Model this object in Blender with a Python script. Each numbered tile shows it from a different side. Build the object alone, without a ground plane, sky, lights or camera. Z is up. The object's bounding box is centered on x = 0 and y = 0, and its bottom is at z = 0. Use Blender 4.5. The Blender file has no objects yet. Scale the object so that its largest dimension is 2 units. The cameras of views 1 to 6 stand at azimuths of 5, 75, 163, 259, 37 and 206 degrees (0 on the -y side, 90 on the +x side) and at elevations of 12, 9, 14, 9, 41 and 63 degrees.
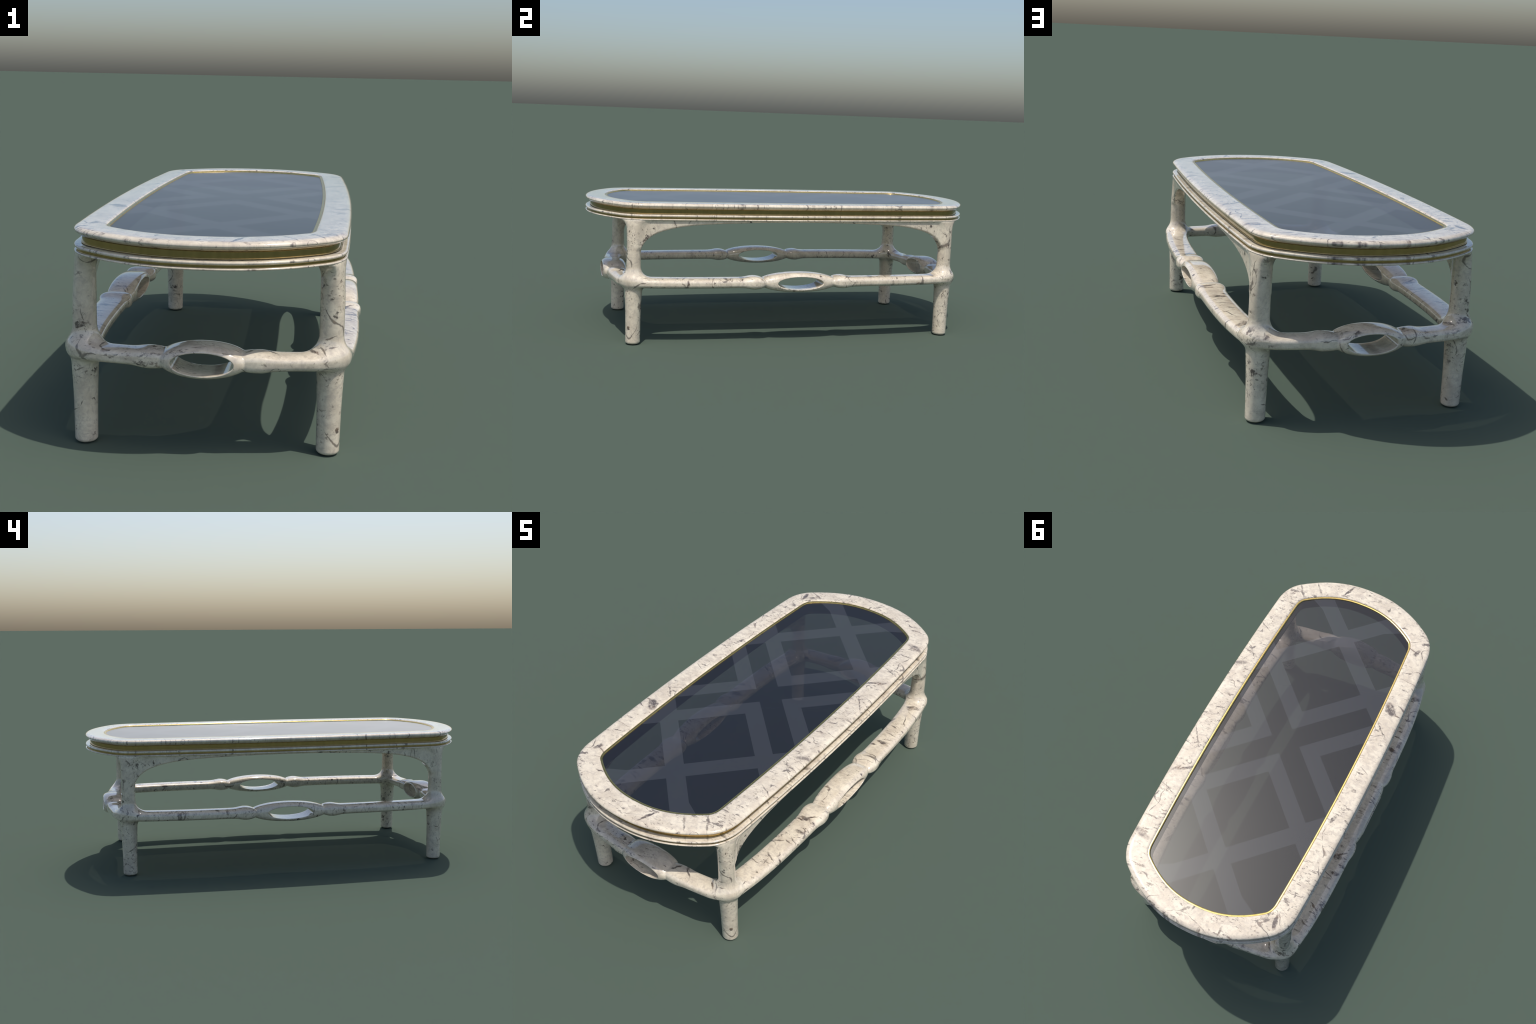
import bpy, math
import numpy as np

# =====================================================================
#  Marble side table: bowed oblong top with a dark glass panel, gold
#  bands, and a carved marble frame (legs, arched aprons, stretchers
#  with pierced eyelets) built as one smooth implicit surface.
# =====================================================================

# ---------------------------------------------------------------- plan
SIDE_X, SIDE_BOW = 0.436, 0.039          # long side: x = SIDE_X - BOW*y^2
END_Y, END_K, END_P = 1.000, 1.275, 2.21  # end: y = END_Y - K*|x|^P
CORNER_R = 0.20

def round_max(a, b, r):
    """circular-fillet intersection of two distance fields"""
    return np.minimum(-r, np.maximum(a, b)) + np.sqrt(
        np.maximum(a + r, 0.0) ** 2 + np.maximum(b + r, 0.0) ** 2)

def corner_max(a, b, r, turn):
    """fillet of radius r between two edges whose normals differ by turn degrees"""
    c, sn = math.cos(math.radians(turn)), math.sin(math.radians(turn))
    u, v = a + r, b + r
    mid = (u > v * c) & (v > u * c)
    dist = np.sqrt(np.maximum(u * u + v * v - 2 * u * v * c, 0)) / sn - r
    return np.where(mid & (u + v > 0), dist, np.maximum(a, b))

def smin(a, b, k):
    h = np.maximum(k - np.abs(a - b), 0.0) / k
    return np.minimum(a, b) - h * h * k * 0.25

def side_field(x, y):
    return (np.abs(x) - (SIDE_X - SIDE_BOW * y * y)) / np.sqrt(1 + (2 * SIDE_BOW * y) ** 2)

def plan_field(x, y):
    """signed distance-like field of the table top outline (negative inside)"""
    ax, ay = np.abs(x), np.abs(y)
    d1 = side_field(x, y)
    slope = END_K * END_P * ax ** (END_P - 1)
    d2 = (ay - (END_Y - END_K * ax ** END_P)) / np.sqrt(1 + slope ** 2)
    return corner_max(d1, d2, CORNER_R, 43)

def plan_curve(n=640):
    """closed outline, evenly spaced, with outward normals"""
    t = np.linspace(0, 2 * math.pi, 6000, endpoint=False)
    dx, dy = np.cos(t), np.sin(t)
    lo, hi = np.full_like(t, 0.2), np.full_like(t, 1.3)
    for _ in range(50):
        m = 0.5 * (lo + hi)
        ins = plan_field(m * dx, m * dy) < 0
        lo, hi = np.where(ins, m, lo), np.where(ins, hi, m)
    px, py = lo * dx, lo * dy
    seg = np.hypot(np.diff(px, append=px[0]), np.diff(py, append=py[0]))
    s = np.concatenate([[0], np.cumsum(seg)])
    u = np.linspace(0, s[-1], n, endpoint=False)
    x = np.interp(u, s, np.append(px, px[0]))
    y = np.interp(u, s, np.append(py, py[0]))
    tx, ty = np.roll(x, -1) - np.roll(x, 1), np.roll(y, -1) - np.roll(y, 1)
    l = np.hypot(tx, ty)
    nx, ny = ty / l, -tx / l
    for _ in range(4):      # soften normals a little, keeps offsets fair
        nx = (np.roll(nx, 1) + 2 * nx + np.roll(nx, -1)) / 4
        ny = (np.roll(ny, 1) + 2 * ny + np.roll(ny, -1)) / 4
    l = np.hypot(nx, ny)
    return x, y, nx / l, ny / l

PX, PY, NX, NY = plan_curve()

# ------------------------------------------------------------ helpers
def link(ob, parent=None):
    bpy.context.scene.collection.objects.link(ob)
    if parent is not None:
        ob.parent = parent
    return ob

def arc(ci, cz, r, a0, a1, n, rz=None):
    """arc in (inset, z); angle 0 = outward, 90 = up"""
    rz = r if rz is None else rz
    return [(ci - r * math.cos(math.radians(a0 + (a1 - a0) * i / n)),
             cz + rz * math.sin(math.radians(a0 + (a1 - a0) * i / n))) for i in range(n + 1)]

def sweep(name, profile, mat, parent, angle=35):
    """closed (inset, z) profile swept round the table outline"""
    n, m = len(PX), len(profile)
    ins = np.array([p[0] for p in profile])
    zz = np.array([p[1] for p in profile])
    X = PX[:, None] - NX[:, None] * ins[None]
    Y = PY[:, None] - NY[:, None] * ins[None]
    Z = np.broadcast_to(zz[None], X.shape)
    co = np.stack([X, Y, Z], -1).reshape(-1, 3)
    faces = []
    for i in range(n):
        j = (i + 1) % n
        for k in range(m):
            l = (k + 1) % m
            faces.append((i * m + k, j * m + k, j * m + l, i * m + l))
    me = bpy.data.meshes.new(name)
    me.from_pydata(co.tolist(), [], faces)
    me.materials.append(mat)
    me.update()
    # orient outward
    import bmesh
    bm = bmesh.new(); bm.from_mesh(me)
    bmesh.ops.recalc_face_normals(bm, faces=bm.faces[:])
    bm.to_mesh(me); bm.free()
    me.set_sharp_from_angle(angle=math.radians(angle))
    for p in me.polygons:
        p.use_smooth = True
    return link(bpy.data.objects.new(name, me), parent)

# ---------------------------------------------------------- materials
class NT:
    """tiny node-graph builder"""
    def __init__(self, name):
        self.mat = bpy.data.materials.new(name)
        self.mat.use_nodes = True
        self.t = self.mat.node_tree
        self.t.nodes.clear()
        self.out = self.t.nodes.new('ShaderNodeOutputMaterial')
    def n(self, typ, ins=None, **props):
        nd = self.t.nodes.new(typ)
        for k, v in props.items():
            setattr(nd, k, v)
        for k, v in (ins or {}).items():
            self.set(nd.inputs[k], v)
        return nd
    def set(self, sock, v):
        if isinstance(v, bpy.types.NodeSocket):
            self.t.links.new(v, sock)
        else:
            sock.default_value = v
    def math(self, op, a, b=None, c=None, clamp=False):
        nd = self.t.nodes.new('ShaderNodeMath'); nd.operation = op; nd.use_clamp = clamp
        for i, v in enumerate((a, b, c)):
            if v is not None:
                self.set(nd.inputs[i], v)
        return nd.outputs[0]
    def vmath(self, op, a, b=None):
        nd = self.t.nodes.new('ShaderNodeVectorMath'); nd.operation = op
        self.set(nd.inputs[0], a)
        if b is not None:
            self.set(nd.inputs[1], b)
        return nd.outputs['Value'] if op in ('LENGTH', 'DISTANCE', 'DOT_PRODUCT') else nd.outputs[0]
    def step(self, v, a, b):
        nd = self.t.nodes.new('ShaderNodeMapRange'); nd.interpolation_type = 'SMOOTHSTEP'
        self.set(nd.inputs[0], v)
        nd.inputs[1].default_value = a; nd.inputs[2].default_value = b
        nd.inputs[3].default_value = 0; nd.inputs[4].default_value = 1
        return nd.outputs[0]
    def noise(self, vec, scale, detail=3.0, rough=0.55, dist=0.0):
        nd = self.n('ShaderNodeTexNoise', {'Scale': scale, 'Detail': detail,
                                           'Roughness': rough, 'Distortion': dist, 'Vector': vec})
        return nd.outputs['Fac'], nd.outputs['Color']
    def mapping(self, vec, loc=(0, 0, 0), rot=(0, 0, 0), scale=(1, 1, 1)):
        return self.n('ShaderNodeMapping', {'Vector': vec, 'Location': loc,
                                            'Rotation': rot, 'Scale': scale}).outputs[0]
    def mix(self, f, a, b):
        nd = self.t.nodes.new('ShaderNodeMix'); nd.data_type = 'RGBA'
        self.set(nd.inputs[0], f); self.set(nd.inputs[6], a); self.set(nd.inputs[7], b)
        return nd.outputs[2]

def marble(name, flatten_z=1.0, seed=0.0, marks=(), grain=(0.35, -0.6), streak=1.0, streak_scale=13.0, mark_z=(0.0, 50.0)):
    g = NT(name)
    co = g.n('ShaderNodeTexCoord').outputs['Object']
    p = g.mapping(co, loc=(seed, seed * 0.7, seed * 0.3), scale=(1, 1, flatten_z))
    def jitter(vec, scale, amount, detail=3):
        _, wc = g.noise(p, scale, detail, 0.6)
        w = g.vmath('SCALE', g.vmath('SUBTRACT', wc, (0.5, 0.5, 0.5)))
        w.node.inputs['Scale'].default_value = amount
        return g.vmath('ADD', vec, w)
    q = jitter(p, 9.0, 0.075)
    r = jitter(q, 38.0, 0.022, 4)
    def inv(v):
        return g.math('SUBTRACT', 1.0, v)
    # zones where the figure gathers
    zone, _ = g.noise(p, 3.6, 3, 0.6)
    zone2, _ = g.noise(g.mapping(p, loc=(3.1, 1.7, 0.4)), 7.0, 3, 0.6)
    # cloudy ground
    cl, _ = g.noise(q, 15.0, 6, 0.7)
    fine, _ = g.noise(p, 130.0, 4, 0.7)
    ground = g.mix(g.step(cl, 0.34, 0.66), (0.62, 0.535, 0.415, 1), (0.775, 0.69, 0.545, 1))
    mott, _ = g.noise(g.mapping(q, scale=(1, 1.5, 1.2)), 40.0, 4, 0.65)
    ground = g.mix(g.math('MULTIPLY', g.step(mott, 0.44, 0.68), 0.42), ground, (0.38, 0.32, 0.275, 1))
    ground = g.mix(g.math('MULTIPLY', g.step(fine, 0.50, 0.74), 0.30), ground, (0.42, 0.365, 0.315, 1))
    # streaks in two headings, gathered in zones
    f1 = jitter(p, 30.0, 0.016, 3)
    masks = []
    for rot, loc, src in (((0.3, 0.2, grain[0]), (5, 0, 0), zone), ((-0.4, 0.7, grain[1]), (0, 8, 0), zone2)):
        st = g.mapping(f1, rot=rot, loc=loc, scale=(1.0, 3.4, 2.8))
        nf, _ = g.noise(st, 24.0, 3, 0.55)
        masks.append(g.math('MULTIPLY', g.step(nf, 0.60, 0.70), g.step(src, 0.49, 0.60)))
    fleck = g.math('MAXIMUM', masks[0], masks[1])
    # clustered dark specks
    sp, _ = g.noise(g.mapping(f1, scale=(1, 1.5, 1.3)), 62.0, 3, 0.6)
    pepper = g.math('MULTIPLY', g.step(sp, 0.57, 0.67), g.step(zone2, 0.48, 0.60))
    # wandering veins: thin level lines of noise, of changing width, broken up
    veins = None
    vj = jitter(jitter(p, 5.0, 0.05, 2), 36.0, 0.012, 3)
    for sc, loc, rot, stretch in ((3.4, (2, 5, 1), (0, 0, 0.5), (1, 1.6, 1.2)), (4.6, (9, 3, 6), (0.5, 0.3, -0.7), (1, 1.8, 1.0))):
        nv, _ = g.noise(g.mapping(vj, loc=loc, rot=rot, scale=stretch), sc, 1, 0.5)
        br, _ = g.noise(g.mapping(p, loc=loc), 11.0, 3, 0.6)
        w = g.math('MULTIPLY', g.step(br, 0.48, 0.76), 0.017)
        line = inv(g.math('DIVIDE', g.math('ABSOLUTE', g.math('SUBTRACT', nv, 0.5)), g.math('ADD', w, 0.0005)))
        line = g.math('MULTIPLY', g.step(line, 0.0, 0.8), g.step(br, 0.47, 0.57))
        veins = line if veins is None else g.math('MAXIMUM', veins, line)
    # bold ragged streaks lying across the rails
    bs_, _ = g.noise(g.mapping(f1, loc=(3, 3, 7), rot=(0.15, 0.25, 0.2), scale=(1, 2.7, 1.9)), streak_scale, 4, 0.6)
    br2, _ = g.noise(p, 75.0, 4, 0.7)
    bold = g.math('MULTIPLY', g.step(bs_, 0.610, 0.665), g.step(zone, 0.42, 0.54))
    bold = g.math('MULTIPLY', bold, g.math('ADD', 0.35, g.step(br2, 0.32, 0.60)), clamp=True)
    # larger smoky blotches
    bl, _ = g.noise(g.mapping(r, loc=(2, 9, 4)), 8.5, 4, 0.6)
    bf, _ = g.noise(p, 60.0, 4, 0.65)
    blot = g.math('MULTIPLY', g.step(bl, 0.665, 0.715), g.math('ADD', 0.35, g.math('MULTIPLY', bf, 1.0)), clamp=True)
    dark = g.math('MAXIMUM', g.math('MULTIPLY', fleck, 0.75), g.math('MULTIPLY', pepper, 0.72))
    dark = g.math('MAXIMUM', dark, g.math('MULTIPLY', veins, 0.82))
    dark = g.math('MAXIMUM', dark, blot)
    dark = g.math('MAXIMUM', dark, g.math('MULTIPLY', bold, streak))
    # individual blotches and cracks: centre, heading, half length, half width, strength
    if marks:
        mq = jitter(jitter(co, 42.0, 0.022, 4), 130.0, 0.006, 2)
        rough = g.math('ADD', 0.40, g.math('MULTIPLY', g.step(bf, 0.32, 0.60), 0.75))
        for mx, my, ang, ml, mw, ms in marks:
            loc = g.n('ShaderNodeMapping', {'Vector': mq, 'Location': (mx, my, mark_z[0]),
                                            'Rotation': (0, 0, math.radians(ang)), 'Scale': (ml * 1.08, mw * 1.4, mark_z[1])}, vector_type='TEXTURE')
            inside = inv(g.step(g.vmath('LENGTH', loc.outputs[0]), 0.55, 1.15))
            k = g.math('MULTIPLY', g.math('MULTIPLY', inside, ms), rough, clamp=True)
            dark = g.math('MAXIMUM', dark, k)
    tone, _ = g.noise(g.mapping(p, loc=(1, 4, 9)), 34.0, 3, 0.6)
    ink = g.mix(g.step(tone, 0.50, 0.75), (0.075, 0.057, 0.052, 1), (0.17, 0.10, 0.058, 1))
    col = g.mix(g.math('MULTIPLY', dark, 0.92), ground, ink)
    bs = g.n('ShaderNodeBsdfPrincipled', {'Base Color': col, 'Roughness': 0.11, 'IOR': 1.5,
                                          'Coat Weight': 1.0, 'Coat Roughness': 0.03, 'Coat IOR': 1.5})
    g.t.links.new(bs.outputs[0], g.out.inputs[0])
    return g.mat

def gold(name, dark, light, rough=0.2):
    g = NT(name)
    co = g.n('ShaderNodeTexCoord').outputs['Object']
    nf, _ = g.noise(g.mapping(co, scale=(1, 1, 0.15)), 70.0, 4, 0.6)
    col = g.mix(g.step(nf, 0.35, 0.7), dark, light)
    bump = g.n('ShaderNodeBump', {'Strength': 0.05, 'Distance': 0.002, 'Height': nf}).outputs[0]
    bs = g.n('ShaderNodeBsdfPrincipled', {'Base Color': col, 'Metallic': 1.0, 'Roughness': rough, 'Normal': bump})
    g.t.links.new(bs.outputs[0], g.out.inputs[0])
    return g.mat

def glass(name):
    """smoked glass with a paler diagonal lattice printed on it"""
    g = NT(name)
    co = g.n('ShaderNodeTexCoord').outputs['Object']
    sx = g.n('ShaderNodeSeparateXYZ', {'Vector': co})
    u = g.math('ABSOLUTE', g.math('SUBTRACT', sx.outputs[0], 0.0105))
    v = g.math('ABSOLUTE', g.math('ADD', sx.outputs[1], 0.0035))
    diff = g.math('SUBTRACT', v, u)
    bend = g.math('MULTIPLY', g.math('MAXIMUM', g.math('SUBTRACT', u, 0.17), 0.0), 0.45)
    diffb = g.math('ADD', diff, bend)
    summ = g.math('ADD', v, u)
    def band(val, c, w):
        return g.math('SUBTRACT', 1.0, g.step(g.math('ABSOLUTE', g.math('SUBTRACT', val, c)), w - 0.0012, w + 0.0012))
    m = band(g.math('ABSOLUTE', diff), 0.1258, 0.0543)       # chevrons about the centre
    m = g.math('MAXIMUM', m, band(summ, 0.6615, 0.0565))
    m = g.math('MAXIMUM', m, band(diffb, 0.6615, 0.0565))
    tint = g.mix(m, (0.038, 0.043, 0.062, 1), (0.106, 0.116, 0.146, 1))
    haze = g.n('ShaderNodeBsdfDiffuse', {'Color': tint})
    see = g.n('ShaderNodeBsdfRefraction', {'Color': (0.27, 0.27, 0.30, 1), 'Roughness': 0.0, 'IOR': 1.0})
    leak = g.n('ShaderNodeBsdfTransparent', {'Color': (0.31, 0.29, 0.27, 1)})
    tr = g.n('ShaderNodeMixShader', {0: 0.4, 1: see.outputs[0], 2: leak.outputs[0]})
    body = g.n('ShaderNodeMixShader', {0: 0.28, 1: tr.outputs[0], 2: haze.outputs[0]})
    gl = g.n('ShaderNodeBsdfGlossy', {'Color': (0.94, 0.92, 0.88, 1), 'Roughness': 0.31})
    fr = g.n('ShaderNodeFresnel', {'IOR': 1.45})
    mx = g.n('ShaderNodeMixShader', {0: fr.outputs[0], 1: body.outputs[0], 2: gl.outputs[0]})
    g.t.links.new(mx.outputs[0], g.out.inputs[0])
    return g.mat

def clear_back(name):
    g = NT(name)
    tr = g.n('ShaderNodeBsdfTransparent', {'Color': (0.97, 0.97, 0.98, 1)})
    g.t.links.new(tr.outputs[0], g.out.inputs[0])
    return g.mat

RIM_MARKS = (
    (-0.367, -0.380, 128, 0.040, 0.0180, 1.00), (0.402, -0.300, 25, 0.034, 0.0090, 0.65), (-0.357, -0.738, -110, 0.024, 0.0080, 0.90),
    (-0.360, 0.266, -110, 0.024, 0.0065, 0.85), (0.378, 0.708, 160, 0.042, 0.0130, 0.78), (0.350, 0.332, -134, 0.028, 0.0060, 0.95),
    (0.400, 0.352, -127, 0.026, 0.0050, 0.85), (-0.341, 0.812, -79, 0.039, 0.0070, 0.95), (-0.353, 0.792, -58, 0.032, 0.0022, 0.80),
    (0.320, -0.831, 125, 0.050, 0.0040, 0.75), (0.104, -0.939, -114, 0.052, 0.0044, 0.95), (0.245, -0.883, 128, 0.048, 0.0030, 0.70),
    (0.175, 0.975, 169, 0.021, 0.0070, 0.90), (0.100, 0.990, 167, 0.022, 0.0060, 0.80), (0.372, 0.344, 35, 0.032, 0.0045, 0.90),
    (0.394, 0.165, 124, 0.066, 0.0024, 0.78), (-0.373, -0.253, 136, 0.055, 0.0024, 0.75), (0.390, -0.549, 152, 0.035, 0.0024, 0.75),
    (0.332, -0.739, -2, 0.020, 0.0030, 0.70), (-0.239, -0.850, 11, 0.020, 0.0030, 0.80), (0.002, 0.896, -93, 0.031, 0.0034, 0.75),
    (0.388, -0.405, 60, 0.016, 0.0042, 0.80), (0.385, 0.460, 160, 0.045, 0.0024, 0.80), (0.377, 0.618, 179, 0.038, 0.0024, 0.75),
    (-0.362, 0.665, 2, 0.045, 0.0022, 0.65), (0.030, 0.930, -137, 0.025, 0.0042, 0.75), (-0.149, 0.952, -93, 0.022, 0.0050, 0.85),
    (-0.063, 0.988, 101, 0.016, 0.0060, 0.75))
MARBLE_TOP = marble('marble_top', 0.12, 0.0, RIM_MARKS, streak=0.8, streak_scale=16.0)
RAIL_MARKS = (
    (0.414, -0.286, 2, 0.033, 0.0100, 0.95), (0.441, -0.369, 6, 0.027, 0.0080, 0.95), (0.419, 0.374, -11, 0.033, 0.0100, 0.95),
    (0.406, 0.708, 18, 0.036, 0.0110, 0.80), (0.424, -0.565, -28, 0.032, 0.0034, 0.90), (0.468, -0.553, -10, 0.018, 0.0042, 0.90),
    (0.390, 0.340, 5, 0.018, 0.0042, 0.90), (0.391, 0.177, -55, 0.034, 0.0024, 0.75), (0.426, 0.585, -68, 0.046, 0.0026, 0.80),
    (0.199, -0.841, -43, 0.028, 0.0032, 0.90), (0.323, -0.832, 121, 0.031, 0.0042, 0.90), (0.421, 0.455, -5, 0.028, 0.0034, 0.85),
    (0.437, -0.448, -8, 0.020, 0.0034, 0.80), (0.435, -0.263, 44, 0.027, 0.0032, 0.90), (0.403, 0.517, -19, 0.021, 0.0042, 0.70),
    (0.140, -0.848, 58, 0.031, 0.0050, 0.90))
RAIL_MARKS += tuple((-x, -y, a, l, w, k) for x, y, a, l, w, k in RAIL_MARKS)
MARBLE = marble('marble_frame', 1.0, 4.3, RAIL_MARKS, mark_z=(0.31, 0.06))
GOLD = gold('polished_gold', (0.66, 0.47, 0.15, 1), (0.78, 0.58, 0.22, 1), 0.22)
GOLD_DARKENED = gold('gold_darkened_by_reflection', (0.45, 0.325, 0.14, 1), (0.53, 0.385, 0.17, 1), 0.16)  # same gold, base colour lowered for the dim ground mirrored in the band
GOLD_SHADE_TINT = gold('gold_tinted_to_shade', (0.10, 0.085, 0.065, 1), (0.12, 0.10, 0.075, 1), 0.3)  # gold blackened to bake in the unlit cavity under the glass
GLASS = glass('smoked_glass')
GLASS_BACK = clear_back('glass_underside')

# ------------------------------------------------------------- the table
table = bpy.data.objects.new('marble_table', None)
link(table)
table['label'] = 'low white marble table with gold bands and dark glass top'
table['category'] = 'coffee table'

# ---- top ring: bullnosed marble frame round the glass
prof = [(0.0990, 0.650), (0.0990, 0.6710)]
prof += [(0.0985, 0.6732), (0.0965, 0.6750), (0.0925, 0.6761), (0.0880, 0.6764)]
prof += [(0.05, 0.6765), (0.026, 0.6765)]
prof += arc(0.0215, 0.6640, 0.0215, 82, 0, 12, 0.0124)          # soft rounded shoulder
prof += [(0.0006, 0.6620), (0.0024, 0.6598), (0.0058, 0.6567), (0.0105, 0.6533), (0.0155, 0.6503), (0.0190, 0.6488), (0.0215, 0.6484), (0.034, 0.6484), (0.06, 0.650)]
sweep('marble_rim', prof, MARBLE_TOP, table)

# ---- tall gold band recessed under the rim, with fine fillets
prof = [(0.060, 0.6495), (0.0310, 0.6495), (0.0310, 0.6470), (0.0228, 0.6470), (0.0221, 0.6464), (0.0221, 0.6458), (0.0228, 0.6452), (0.0246, 0.6448),
        (0.0246, 0.6278), (0.0226, 0.6272), (0.0220, 0.6263), (0.0220, 0.6253), (0.0227, 0.6245), (0.0310, 0.6245), (0.0310, 0.6225), (0.060, 0.6225)]
sweep('gold_band', prof, GOLD_DARKENED, table)

# ---- lower marble slab, gold inlay groove and thin lip
prof = [(0.0985, 0.6120), (0.0985, 0.6230), (0.014, 0.6230)]
prof += arc(0.0062, 0.6172, 0.0062, 82, -80, 12, 0.0054)
prof += [(0.020, 0.6118)]
sweep('marble_slab', prof, MARBLE_TOP, table)
prof = [(0.050, 0.6130), (0.0090, 0.6130), (0.0080, 0.6112), (0.0080, 0.6102), (0.0092, 0.6096), (0.0092, 0.6052), (0.0074, 0.6046), (0.0070, 0.6036), (0.0078, 0.6024), (0.050, 0.6024)]
sweep('gold_inlay', prof, GOLD_DARKENED, table)
prof = [(0.0985, 0.5965), (0.0985, 0.6032), (0.010, 0.6032)]
prof += arc(0.0040, 0.5997, 0.0040, 78, -80, 8, 0.0034)
prof += [(0.012, 0.5962)]
sweep('marble_lip', prof, MARBLE_TOP, table)

# ---- gold beading round the opening, lining below in gold coloured dark for shade
prof = [(0.0985, 0.6640), (0.0985, 0.6712), (0.0992, 0.6724), (0.1020, 0.6728), (0.1055, 0.6725), (0.1078, 0.6714), (0.1088, 0.6695),
        (0.1088, 0.6640)]
sweep('gold_beading', prof, GOLD, table)
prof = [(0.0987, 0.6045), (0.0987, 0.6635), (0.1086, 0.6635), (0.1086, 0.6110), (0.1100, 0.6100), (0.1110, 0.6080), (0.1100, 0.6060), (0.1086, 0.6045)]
sweep('opening_lining', prof, GOLD_SHADE_TINT, table)

# ---- glass panel
n = len(PX)
gx, gy = PX - NX * 0.1082, PY - NY * 0.1082
zt, zb = 0.6675, 0.6640
co = [(x, y, zt) for x, y in zip(gx, gy)] + [(x, y, zb) for x, y in zip(gx, gy)]
faces = [tuple(range(n)), tuple(range(2 * n - 1, n - 1, -1))]
faces += [(i, n + i, n + (i + 1) % n, (i + 1) % n) for i in range(n)]
me = bpy.data.meshes.new('glass_panel')
me.from_pydata(co, [], faces)
me.materials.append(GLASS)
me.materials.append(GLASS_BACK)
for p in me.polygons[1:]:
    p.material_index = 1
me.update()
link(bpy.data.objects.new('glass_panel', me), table)

# =====================================================================
#  Carved frame as an implicit surface (quarter, mirrored twice)
# =====================================================================
LEG_X, LEG_Y = 0.3745, 0.8000
ZC = 0.298                                # stretcher axis height
ARCH_Y = [0.00, 0.15, 0.27, 0.41, 0.50, 0.56, 0.62, 0.68, 0.715, 0.742, 0.760, 0.772, 0.80]
ARCH_Z = [0.5895, 0.588, 0.585, 0.5795, 0.5735, 0.567, 0.556, 0.539, 0.522, 0.501, 0.478, 0.463, 0.458]
LEG_Z = [-0.05, 0.00, 0.12, 0.18, 0.22, 0.26, 0.30, 0.34, 0.40, 0.47, 0.54, 0.62]
LEG_RX = [0.0362, 0.0362, 0.0372, 0.0388, 0.0405, 0.0420, 0.0400, 0.0375, 0.0370, 0.0368, 0.0378, 0.0450]
LEG_RY = [0.0355, 0.0355, 0.0365, 0.0380, 0.0400, 0.0415, 0.0390, 0.0355, 0.0340, 0.0333, 0.0345, 0.0400]

def fair(xs, ys):
    """smooth interpolant through control points (monotone cubic, sampled)"""
    xs, ys = np.array(xs), np.array(ys)
    h = np.diff(xs); d = np.diff(ys) / h
    m = np.zeros_like(ys); m[0], m[-1] = d[0], d[-1]
    for i in range(1, len(xs) - 1):
        if d[i - 1] * d[i] > 0:
            w1, w2 = 2 * h[i] + h[i - 1], h[i] + 2 * h[i - 1]
            m[i] = (w1 + w2) / (w1 / d[i - 1] + w2 / d[i])
    def f(x):
        x = np.clip(x, xs[0], xs[-1])
        i = np.clip(np.searchsorted(xs, x, 'right') - 1, 0, len(xs) - 2)
        t = (x - xs[i]) / h[i]
        t2, t3 = t * t, t * t * t
        return ((2 * t3 - 3 * t2 + 1) * ys[i] + (t3 - 2 * t2 + t) * h[i] * m[i]
                + (-2 * t3 + 3 * t2) * ys[i + 1] + (t3 - t2) * h[i] * m[i + 1])
    return f

arch = fair(ARCH_Y, ARCH_Z)
top_inset = fair([0.38, 0.47, 0.54, 0.58, 0.597, 0.604, 0.62], [-0.022, -0.011, -0.004, -0.001, 0.001, 0.006, 0.008])
leg_rx, leg_ry = fair(LEG_Z, LEG_RX), fair(LEG_Z, LEG_RY)

def loop_fields(x, y):
    """offset from the stretcher ring centreline; also the two side fields"""
    t = np.maximum(y, 0) / 0.73               # sides run straight, then sweep into the legs
    d1 = (x - (0.4195 - 0.028 * t ** 4.2)) / np.sqrt(1 + (0.161 * t ** 3.2) ** 2)
    d2 = (y - (0.862 - 0.25 * x * x)) / np.sqrt(1 + (0.5 * x) ** 2)
    return corner_max(d1, d2, 0.088, 65), d1, d2

def bar(s, d, z, peak, drop, base_w, bead_w):
    """moulded bar with a bead beside the eyelet; superelliptic section"""
    s = np.abs(s)
    t = s - peak
    fall = np.sqrt(np.clip(1 - (np.minimum(t, 0) / drop) ** 2, 0.02, 1))
    swell = np.exp(-(np.maximum(t, 0) / 0.036) ** 2)
    h = (0.0236 + 0.0076 * swell) * fall
    w = (base_w + (bead_w - base_w) * swell) * (0.45 + 0.55 * fall)
    a, b = np.abs(d) / w, np.abs(z) / h
    p = 3.0
    g = np.maximum((a ** p + b ** p) ** (1 / p), 1e-3)
    gr = np.sqrt(((a / g) ** (p - 1) / w) ** 2 + ((b / g) ** (p - 1) / h) ** 2)
    f = np.minimum((g - 1) / gr, 0.2)
    return np.maximum(f, peak - drop + 0.002 - s)

def ellipse(s, z, a, b):
    k0 = np.sqrt((s / a) ** 2 + (z / b) ** 2)
    k1 = np.maximum(np.sqrt((s / a ** 2) ** 2 + (z / b ** 2) ** 2), 1e-6)
    return k0 * (k0 - 1) / k1

def eyelet(s, d, z, a, b, w):
    """barrel-shaped elliptic boss that the eyelet hole is cut through"""
    k = np.maximum(np.sqrt((s / a) ** 2 + (z / b) ** 2), 1e-4)
    e = np.abs(d) / w
    p = 3.6
    g = np.maximum((k ** p + e ** p) ** (1 / p), 1e-3)
    kg = np.sqrt((s / a ** 2) ** 2 + (z / b ** 2) ** 2) / k
    gr = np.sqrt(((k / g) ** (p - 1) * kg) ** 2 + ((e / g) ** (p - 1) / w) ** 2)
    return np.minimum((g - 1) / np.maximum(gr, 1.0), 0.2)

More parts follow.
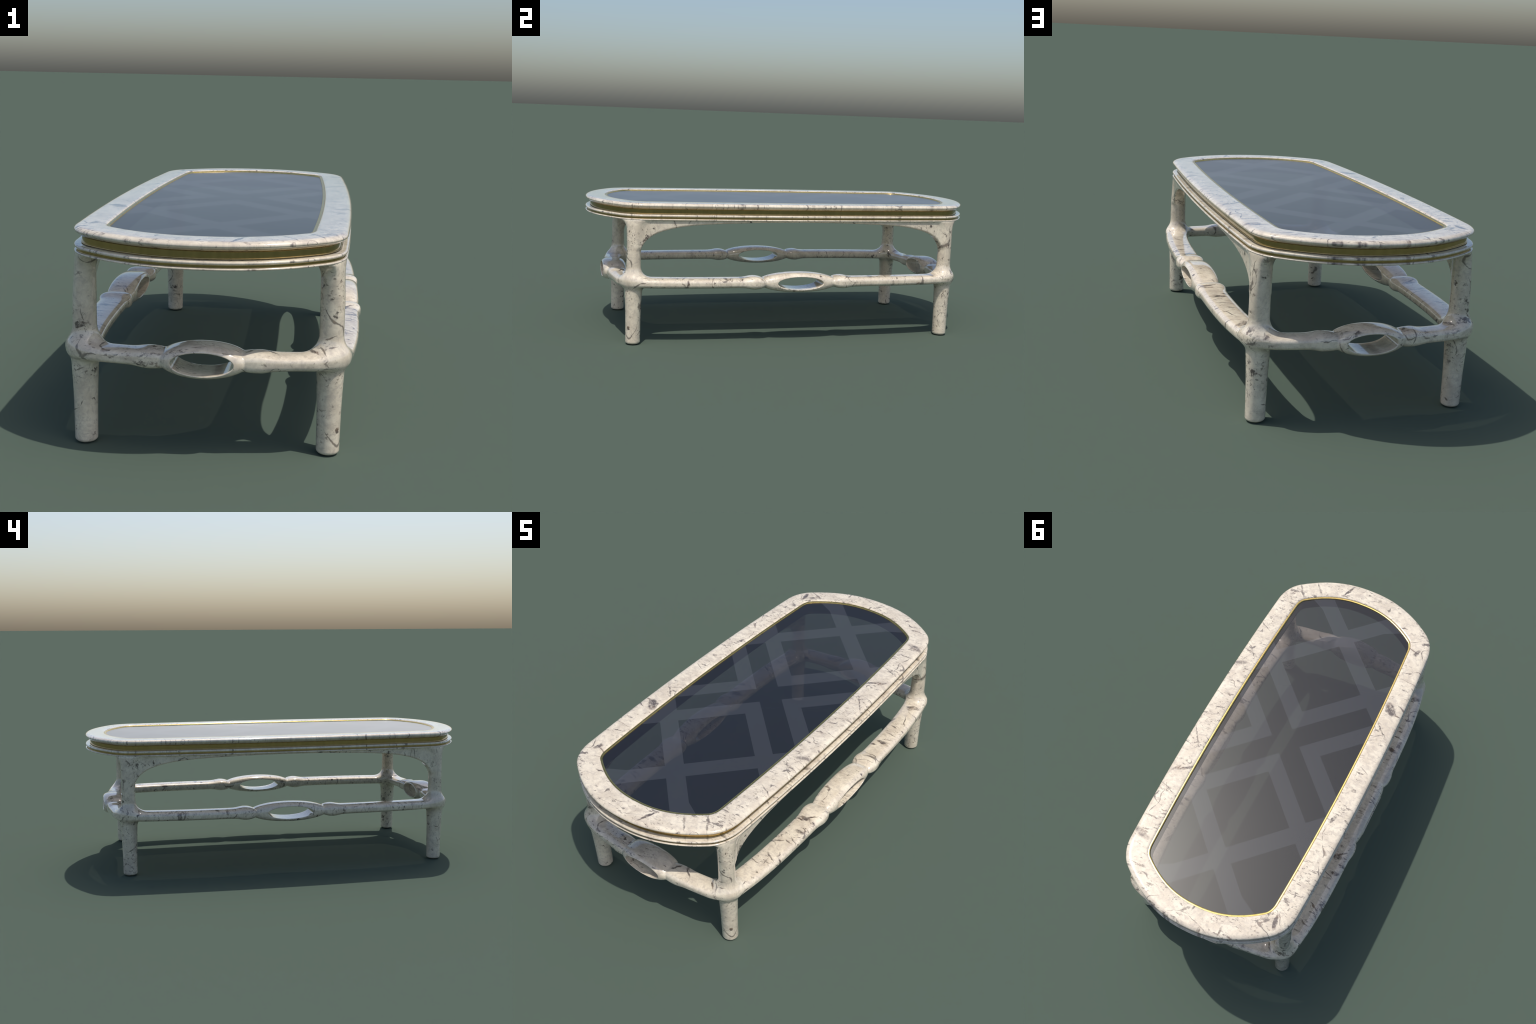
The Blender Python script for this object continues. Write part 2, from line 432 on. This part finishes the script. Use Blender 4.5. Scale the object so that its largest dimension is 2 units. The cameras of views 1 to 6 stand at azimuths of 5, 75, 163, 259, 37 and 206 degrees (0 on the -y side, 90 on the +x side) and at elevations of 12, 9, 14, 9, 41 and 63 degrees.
def frame_field(x, y, z):
    x, y = np.abs(x), np.abs(y)
    zz = z - ZC
    d, d1, d2 = loop_fields(x, y)
    # which run are we on: 1 = long side, 0 = end
    t = np.clip(0.5 + (d1 - d2) / 0.12, 0, 1); t = t * t * (3 - 2 * t)
    base_w = 0.0435 + (0.0535 - 0.0435) * t
    long_bar = bar(y, d, zz, 0.225, 0.065, base_w, 0.0620)
    end_bar = bar(x, d, zz, 0.165, 0.096, base_w, 0.0465)
    f = np.where(t > 0.5, long_bar, end_bar)
    ring = np.where(t > 0.5, eyelet(y, d1, zz, 0.200, 0.0478, 0.0595),
                    eyelet(x, d2, zz, 0.136, 0.0512, 0.0630))
    f = smin(f, ring, 0.004)
    hole = np.where(t > 0.5, ellipse(y, zz, 0.1150, 0.0308), ellipse(x, zz, 0.0925, 0.0348))
    f = round_max(f, -hole, 0.0035)
    # legs
    rx, ry = leg_rx(z), leg_ry(z)
    k = np.sqrt(((x - LEG_X) / rx) ** 2 + ((y - LEG_Y) / ry) ** 2)
    leg = (k - 1) * np.minimum(rx, ry)
    leg = round_max(leg, -z, 0.012)
    up = np.clip((z - 0.27) / 0.06, 0, 1)
    f = smin(f, leg, 0.026 + 0.030 * up * up * (3 - 2 * up))
    # hidden bed plate joining the legs to the top
    pl = plan_field(x, y)
    plate = np.maximum(np.maximum(pl + 0.008, -0.094 - pl), np.abs(z - 0.606) - 0.0078)
    f = smin(f, plate, 0.046)
    # arched aprons on the long sides
    ds = side_field(x, y)
    az = arch(y)
    slope = (arch(y + 0.002) - arch(y - 0.002)) / 0.004
    ap = round_max(np.abs(ds + 0.036) - 0.027, (az - z) / np.sqrt(1 + slope ** 2), 0.009)
    ap = np.maximum(ap, y - LEG_Y)
    f = smin(f, ap, 0.006 + 0.012 * np.clip((y - 0.55) / 0.15, 0, 1))
    # nothing overhangs the top
    f = np.where(z > 0.40, -smin(-f, -(pl + top_inset(z)), 0.010), f)
    return np.maximum(f, z - 0.6075)

def build_frame(h=0.003):
    nx, ny = int(0.495 / h) + 2, int(0.955 / h) + 2
    gx = (np.arange(nx) - 0.5) * h
    gy = (np.arange(ny) - 0.5) * h
    gz = np.arange(-2 * h, 0.616, h) + 0.0007
    nz = len(gz)
    F = np.empty((nx, ny, nz), np.float32)
    for i0 in range(0, nx, 12):
        i1 = min(nx, i0 + 12)
        A = np.meshgrid(gx[i0:i1], gy, gz, indexing='ij')
        F[i0:i1] = frame_field(*A)
    S = F < 0
    # cells with a sign change
    c = np.zeros((nx - 1, ny - 1, nz - 1), np.int8)
    for a in (0, 1):
        for b in (0, 1):
            for e in (0, 1):
                c += S[a:nx - 1 + a, b:ny - 1 + b, e:nz - 1 + e]
    act = (c > 0) & (c < 8)
    idx = np.full(act.shape, -1, np.int64)
    ci = np.argwhere(act)
    idx[act] = np.arange(len(ci))
    # vertex = mean of edge crossings
    acc = np.zeros((len(ci), 3)); cnt = np.zeros(len(ci))
    corners = [(a, b, e) for a in (0, 1) for b in (0, 1) for e in (0, 1)]
    vals = {k: F[ci[:, 0] + k[0], ci[:, 1] + k[1], ci[:, 2] + k[2]].astype(float) for k in corners}
    for k in corners:
        for ax in range(3):
            if k[ax] == 0:
                k2 = list(k); k2[ax] = 1; k2 = tuple(k2)
                v0, v1 = vals[k], vals[k2]
                cross = (v0 < 0) != (v1 < 0)
                t = np.where(cross, v0 / np.where(cross, v0 - v1, 1), 0)
                pnt = np.tile(np.array(k, float), (len(ci), 1)); pnt[:, ax] += t
                acc += pnt * cross[:, None]; cnt += cross
    V = (ci + acc / cnt[:, None]) * h
    V[:, 0] += gx[0]; V[:, 1] += gy[0]; V[:, 2] += gz[0]
    on_x, on_y = ci[:, 0] == 0, ci[:, 1] == 0
    V[on_x, 0] = 0; V[on_y, 1] = 0
    quads = []
    for ax in range(3):
        o = [a for a in range(3) if a != ax]
        sl0 = [slice(None)] * 3; sl1 = [slice(None)] * 3
        sl0[ax] = slice(0, -1); sl1[ax] = slice(1, None)
        e0, e1 = S[tuple(sl0)], S[tuple(sl1)]
        E = np.argwhere(e0 != e1)
        ok = (E[:, o[0]] > 0) & (E[:, o[1]] > 0) & (E[:, o[0]] < idx.shape[o[0]]) & (E[:, o[1]] < idx.shape[o[1]])
        E = E[ok]
        flip = e0[tuple(E.T)]
        def cell(da, db):
            q = E.copy(); q[:, o[0]] += da; q[:, o[1]] += db
            return idx[tuple(q.T)]
        q = np.stack([cell(-1, -1), cell(0, -1), cell(0, 0), cell(-1, 0)], 1)
        if ax == 1:
            flip = ~flip
        q[~flip] = q[~flip][:, ::-1]
        quads.append(q)
    Q = np.concatenate(quads)
    Q = Q[(Q >= 0).all(1)]
    def grad(P, e):
        G = np.empty_like(P)
        for a in range(3):
            dp = np.zeros(3); dp[a] = e
            G[:, a] = (frame_field(*(P + dp).T) - frame_field(*(P - dp).T)) / (2 * e)
        return G
    for _ in range(5):
        f = frame_field(*V.T)
        G = grad(V, 2e-4)
        g2 = np.maximum((G ** 2).sum(1), 0.04)
        st = np.clip(f / g2, -0.002, 0.002)[:, None] * G
        V -= st
        V[on_x, 0] = 0; V[on_y, 1] = 0
    G = grad(V, 6e-4)
    N = G / np.maximum(np.linalg.norm(G, axis=1, keepdims=True), 1e-9)
    return V, N, Q, on_x, on_y

def mirrored(V, N, Q, on_x, on_y):
    """quarter -> whole, sharing the vertices on the mirror planes"""
    n = len(V)
    Vs, Ns, Qs = [V], [N], [Q]
    V2, N2 = V * [-1, 1, 1], N * [-1, 1, 1]
    m = np.where(on_x, np.arange(n), 0)
    new = ~on_x
    m[new] = n + np.arange(new.sum())
    Va, Na = np.concatenate([V, V2[new]]), np.concatenate([N, N2[new]])
    Qa = np.concatenate([Q, m[Q][:, ::-1]])
    oy = np.concatenate([on_y, on_y[new]])
    n = len(Va)
    m = np.where(oy, np.arange(n), 0)
    new = ~oy
    m[new] = n + np.arange(new.sum())
    Vb = np.concatenate([Va, (Va * [1, -1, 1])[new]])
    Nb = np.concatenate([Na, (Na * [1, -1, 1])[new]])
    Qb = np.concatenate([Qa, m[Qa][:, ::-1]])
    return Vb, Nb, Qb

V, N, Q, ox, oy = build_frame()
V, N, Q = mirrored(V, N, Q, ox, oy)

# ---- split the one smooth surface into named parts
C = V[Q].mean(1)
ax_, ay_, az_ = np.abs(C[:, 0]), np.abs(C[:, 1]), C[:, 2]
keep = az_ < 0.6030
in_ring = (az_ > 0.20) & (az_ < 0.40)
is_long = in_ring & (ay_ < LEG_Y - 0.078)
is_end = in_ring & (ax_ < LEG_X - 0.078)
is_apron = (az_ > 0.44) & ~((ay_ > LEG_Y - 0.078) & (np.hypot(ax_ - LEG_X, ay_ - LEG_Y) < 0.09))
def emit(name, mask):
    q = Q[mask & keep]
    if not len(q):
        return
    used, inv = np.unique(q, return_inverse=True)
    q = inv.reshape(-1, 4)
    me = bpy.data.meshes.new(name)
    me.from_pydata(V[used].tolist(), [], q.tolist())
    me.materials.append(MARBLE)
    for p in me.polygons:
        p.use_smooth = True
    me.update()
    me.normals_split_custom_set_from_vertices(N[used].tolist())
    link(bpy.data.objects.new(name, me), table)
for sgn in (1, -1):
    emit('side_stretcher', is_long & (C[:, 0] * sgn > 0))
for sgn in (1, -1):
    emit('end_stretcher', is_end & ~is_long & (C[:, 1] * sgn > 0))
emit('apron', is_apron & ~is_long & ~is_end)
rest = ~(is_long | is_end | is_apron)
for sx_ in (1, -1):
    for sy_ in (1, -1):
        emit('leg', rest & (C[:, 0] * sx_ > 0) & (C[:, 1] * sy_ > 0))
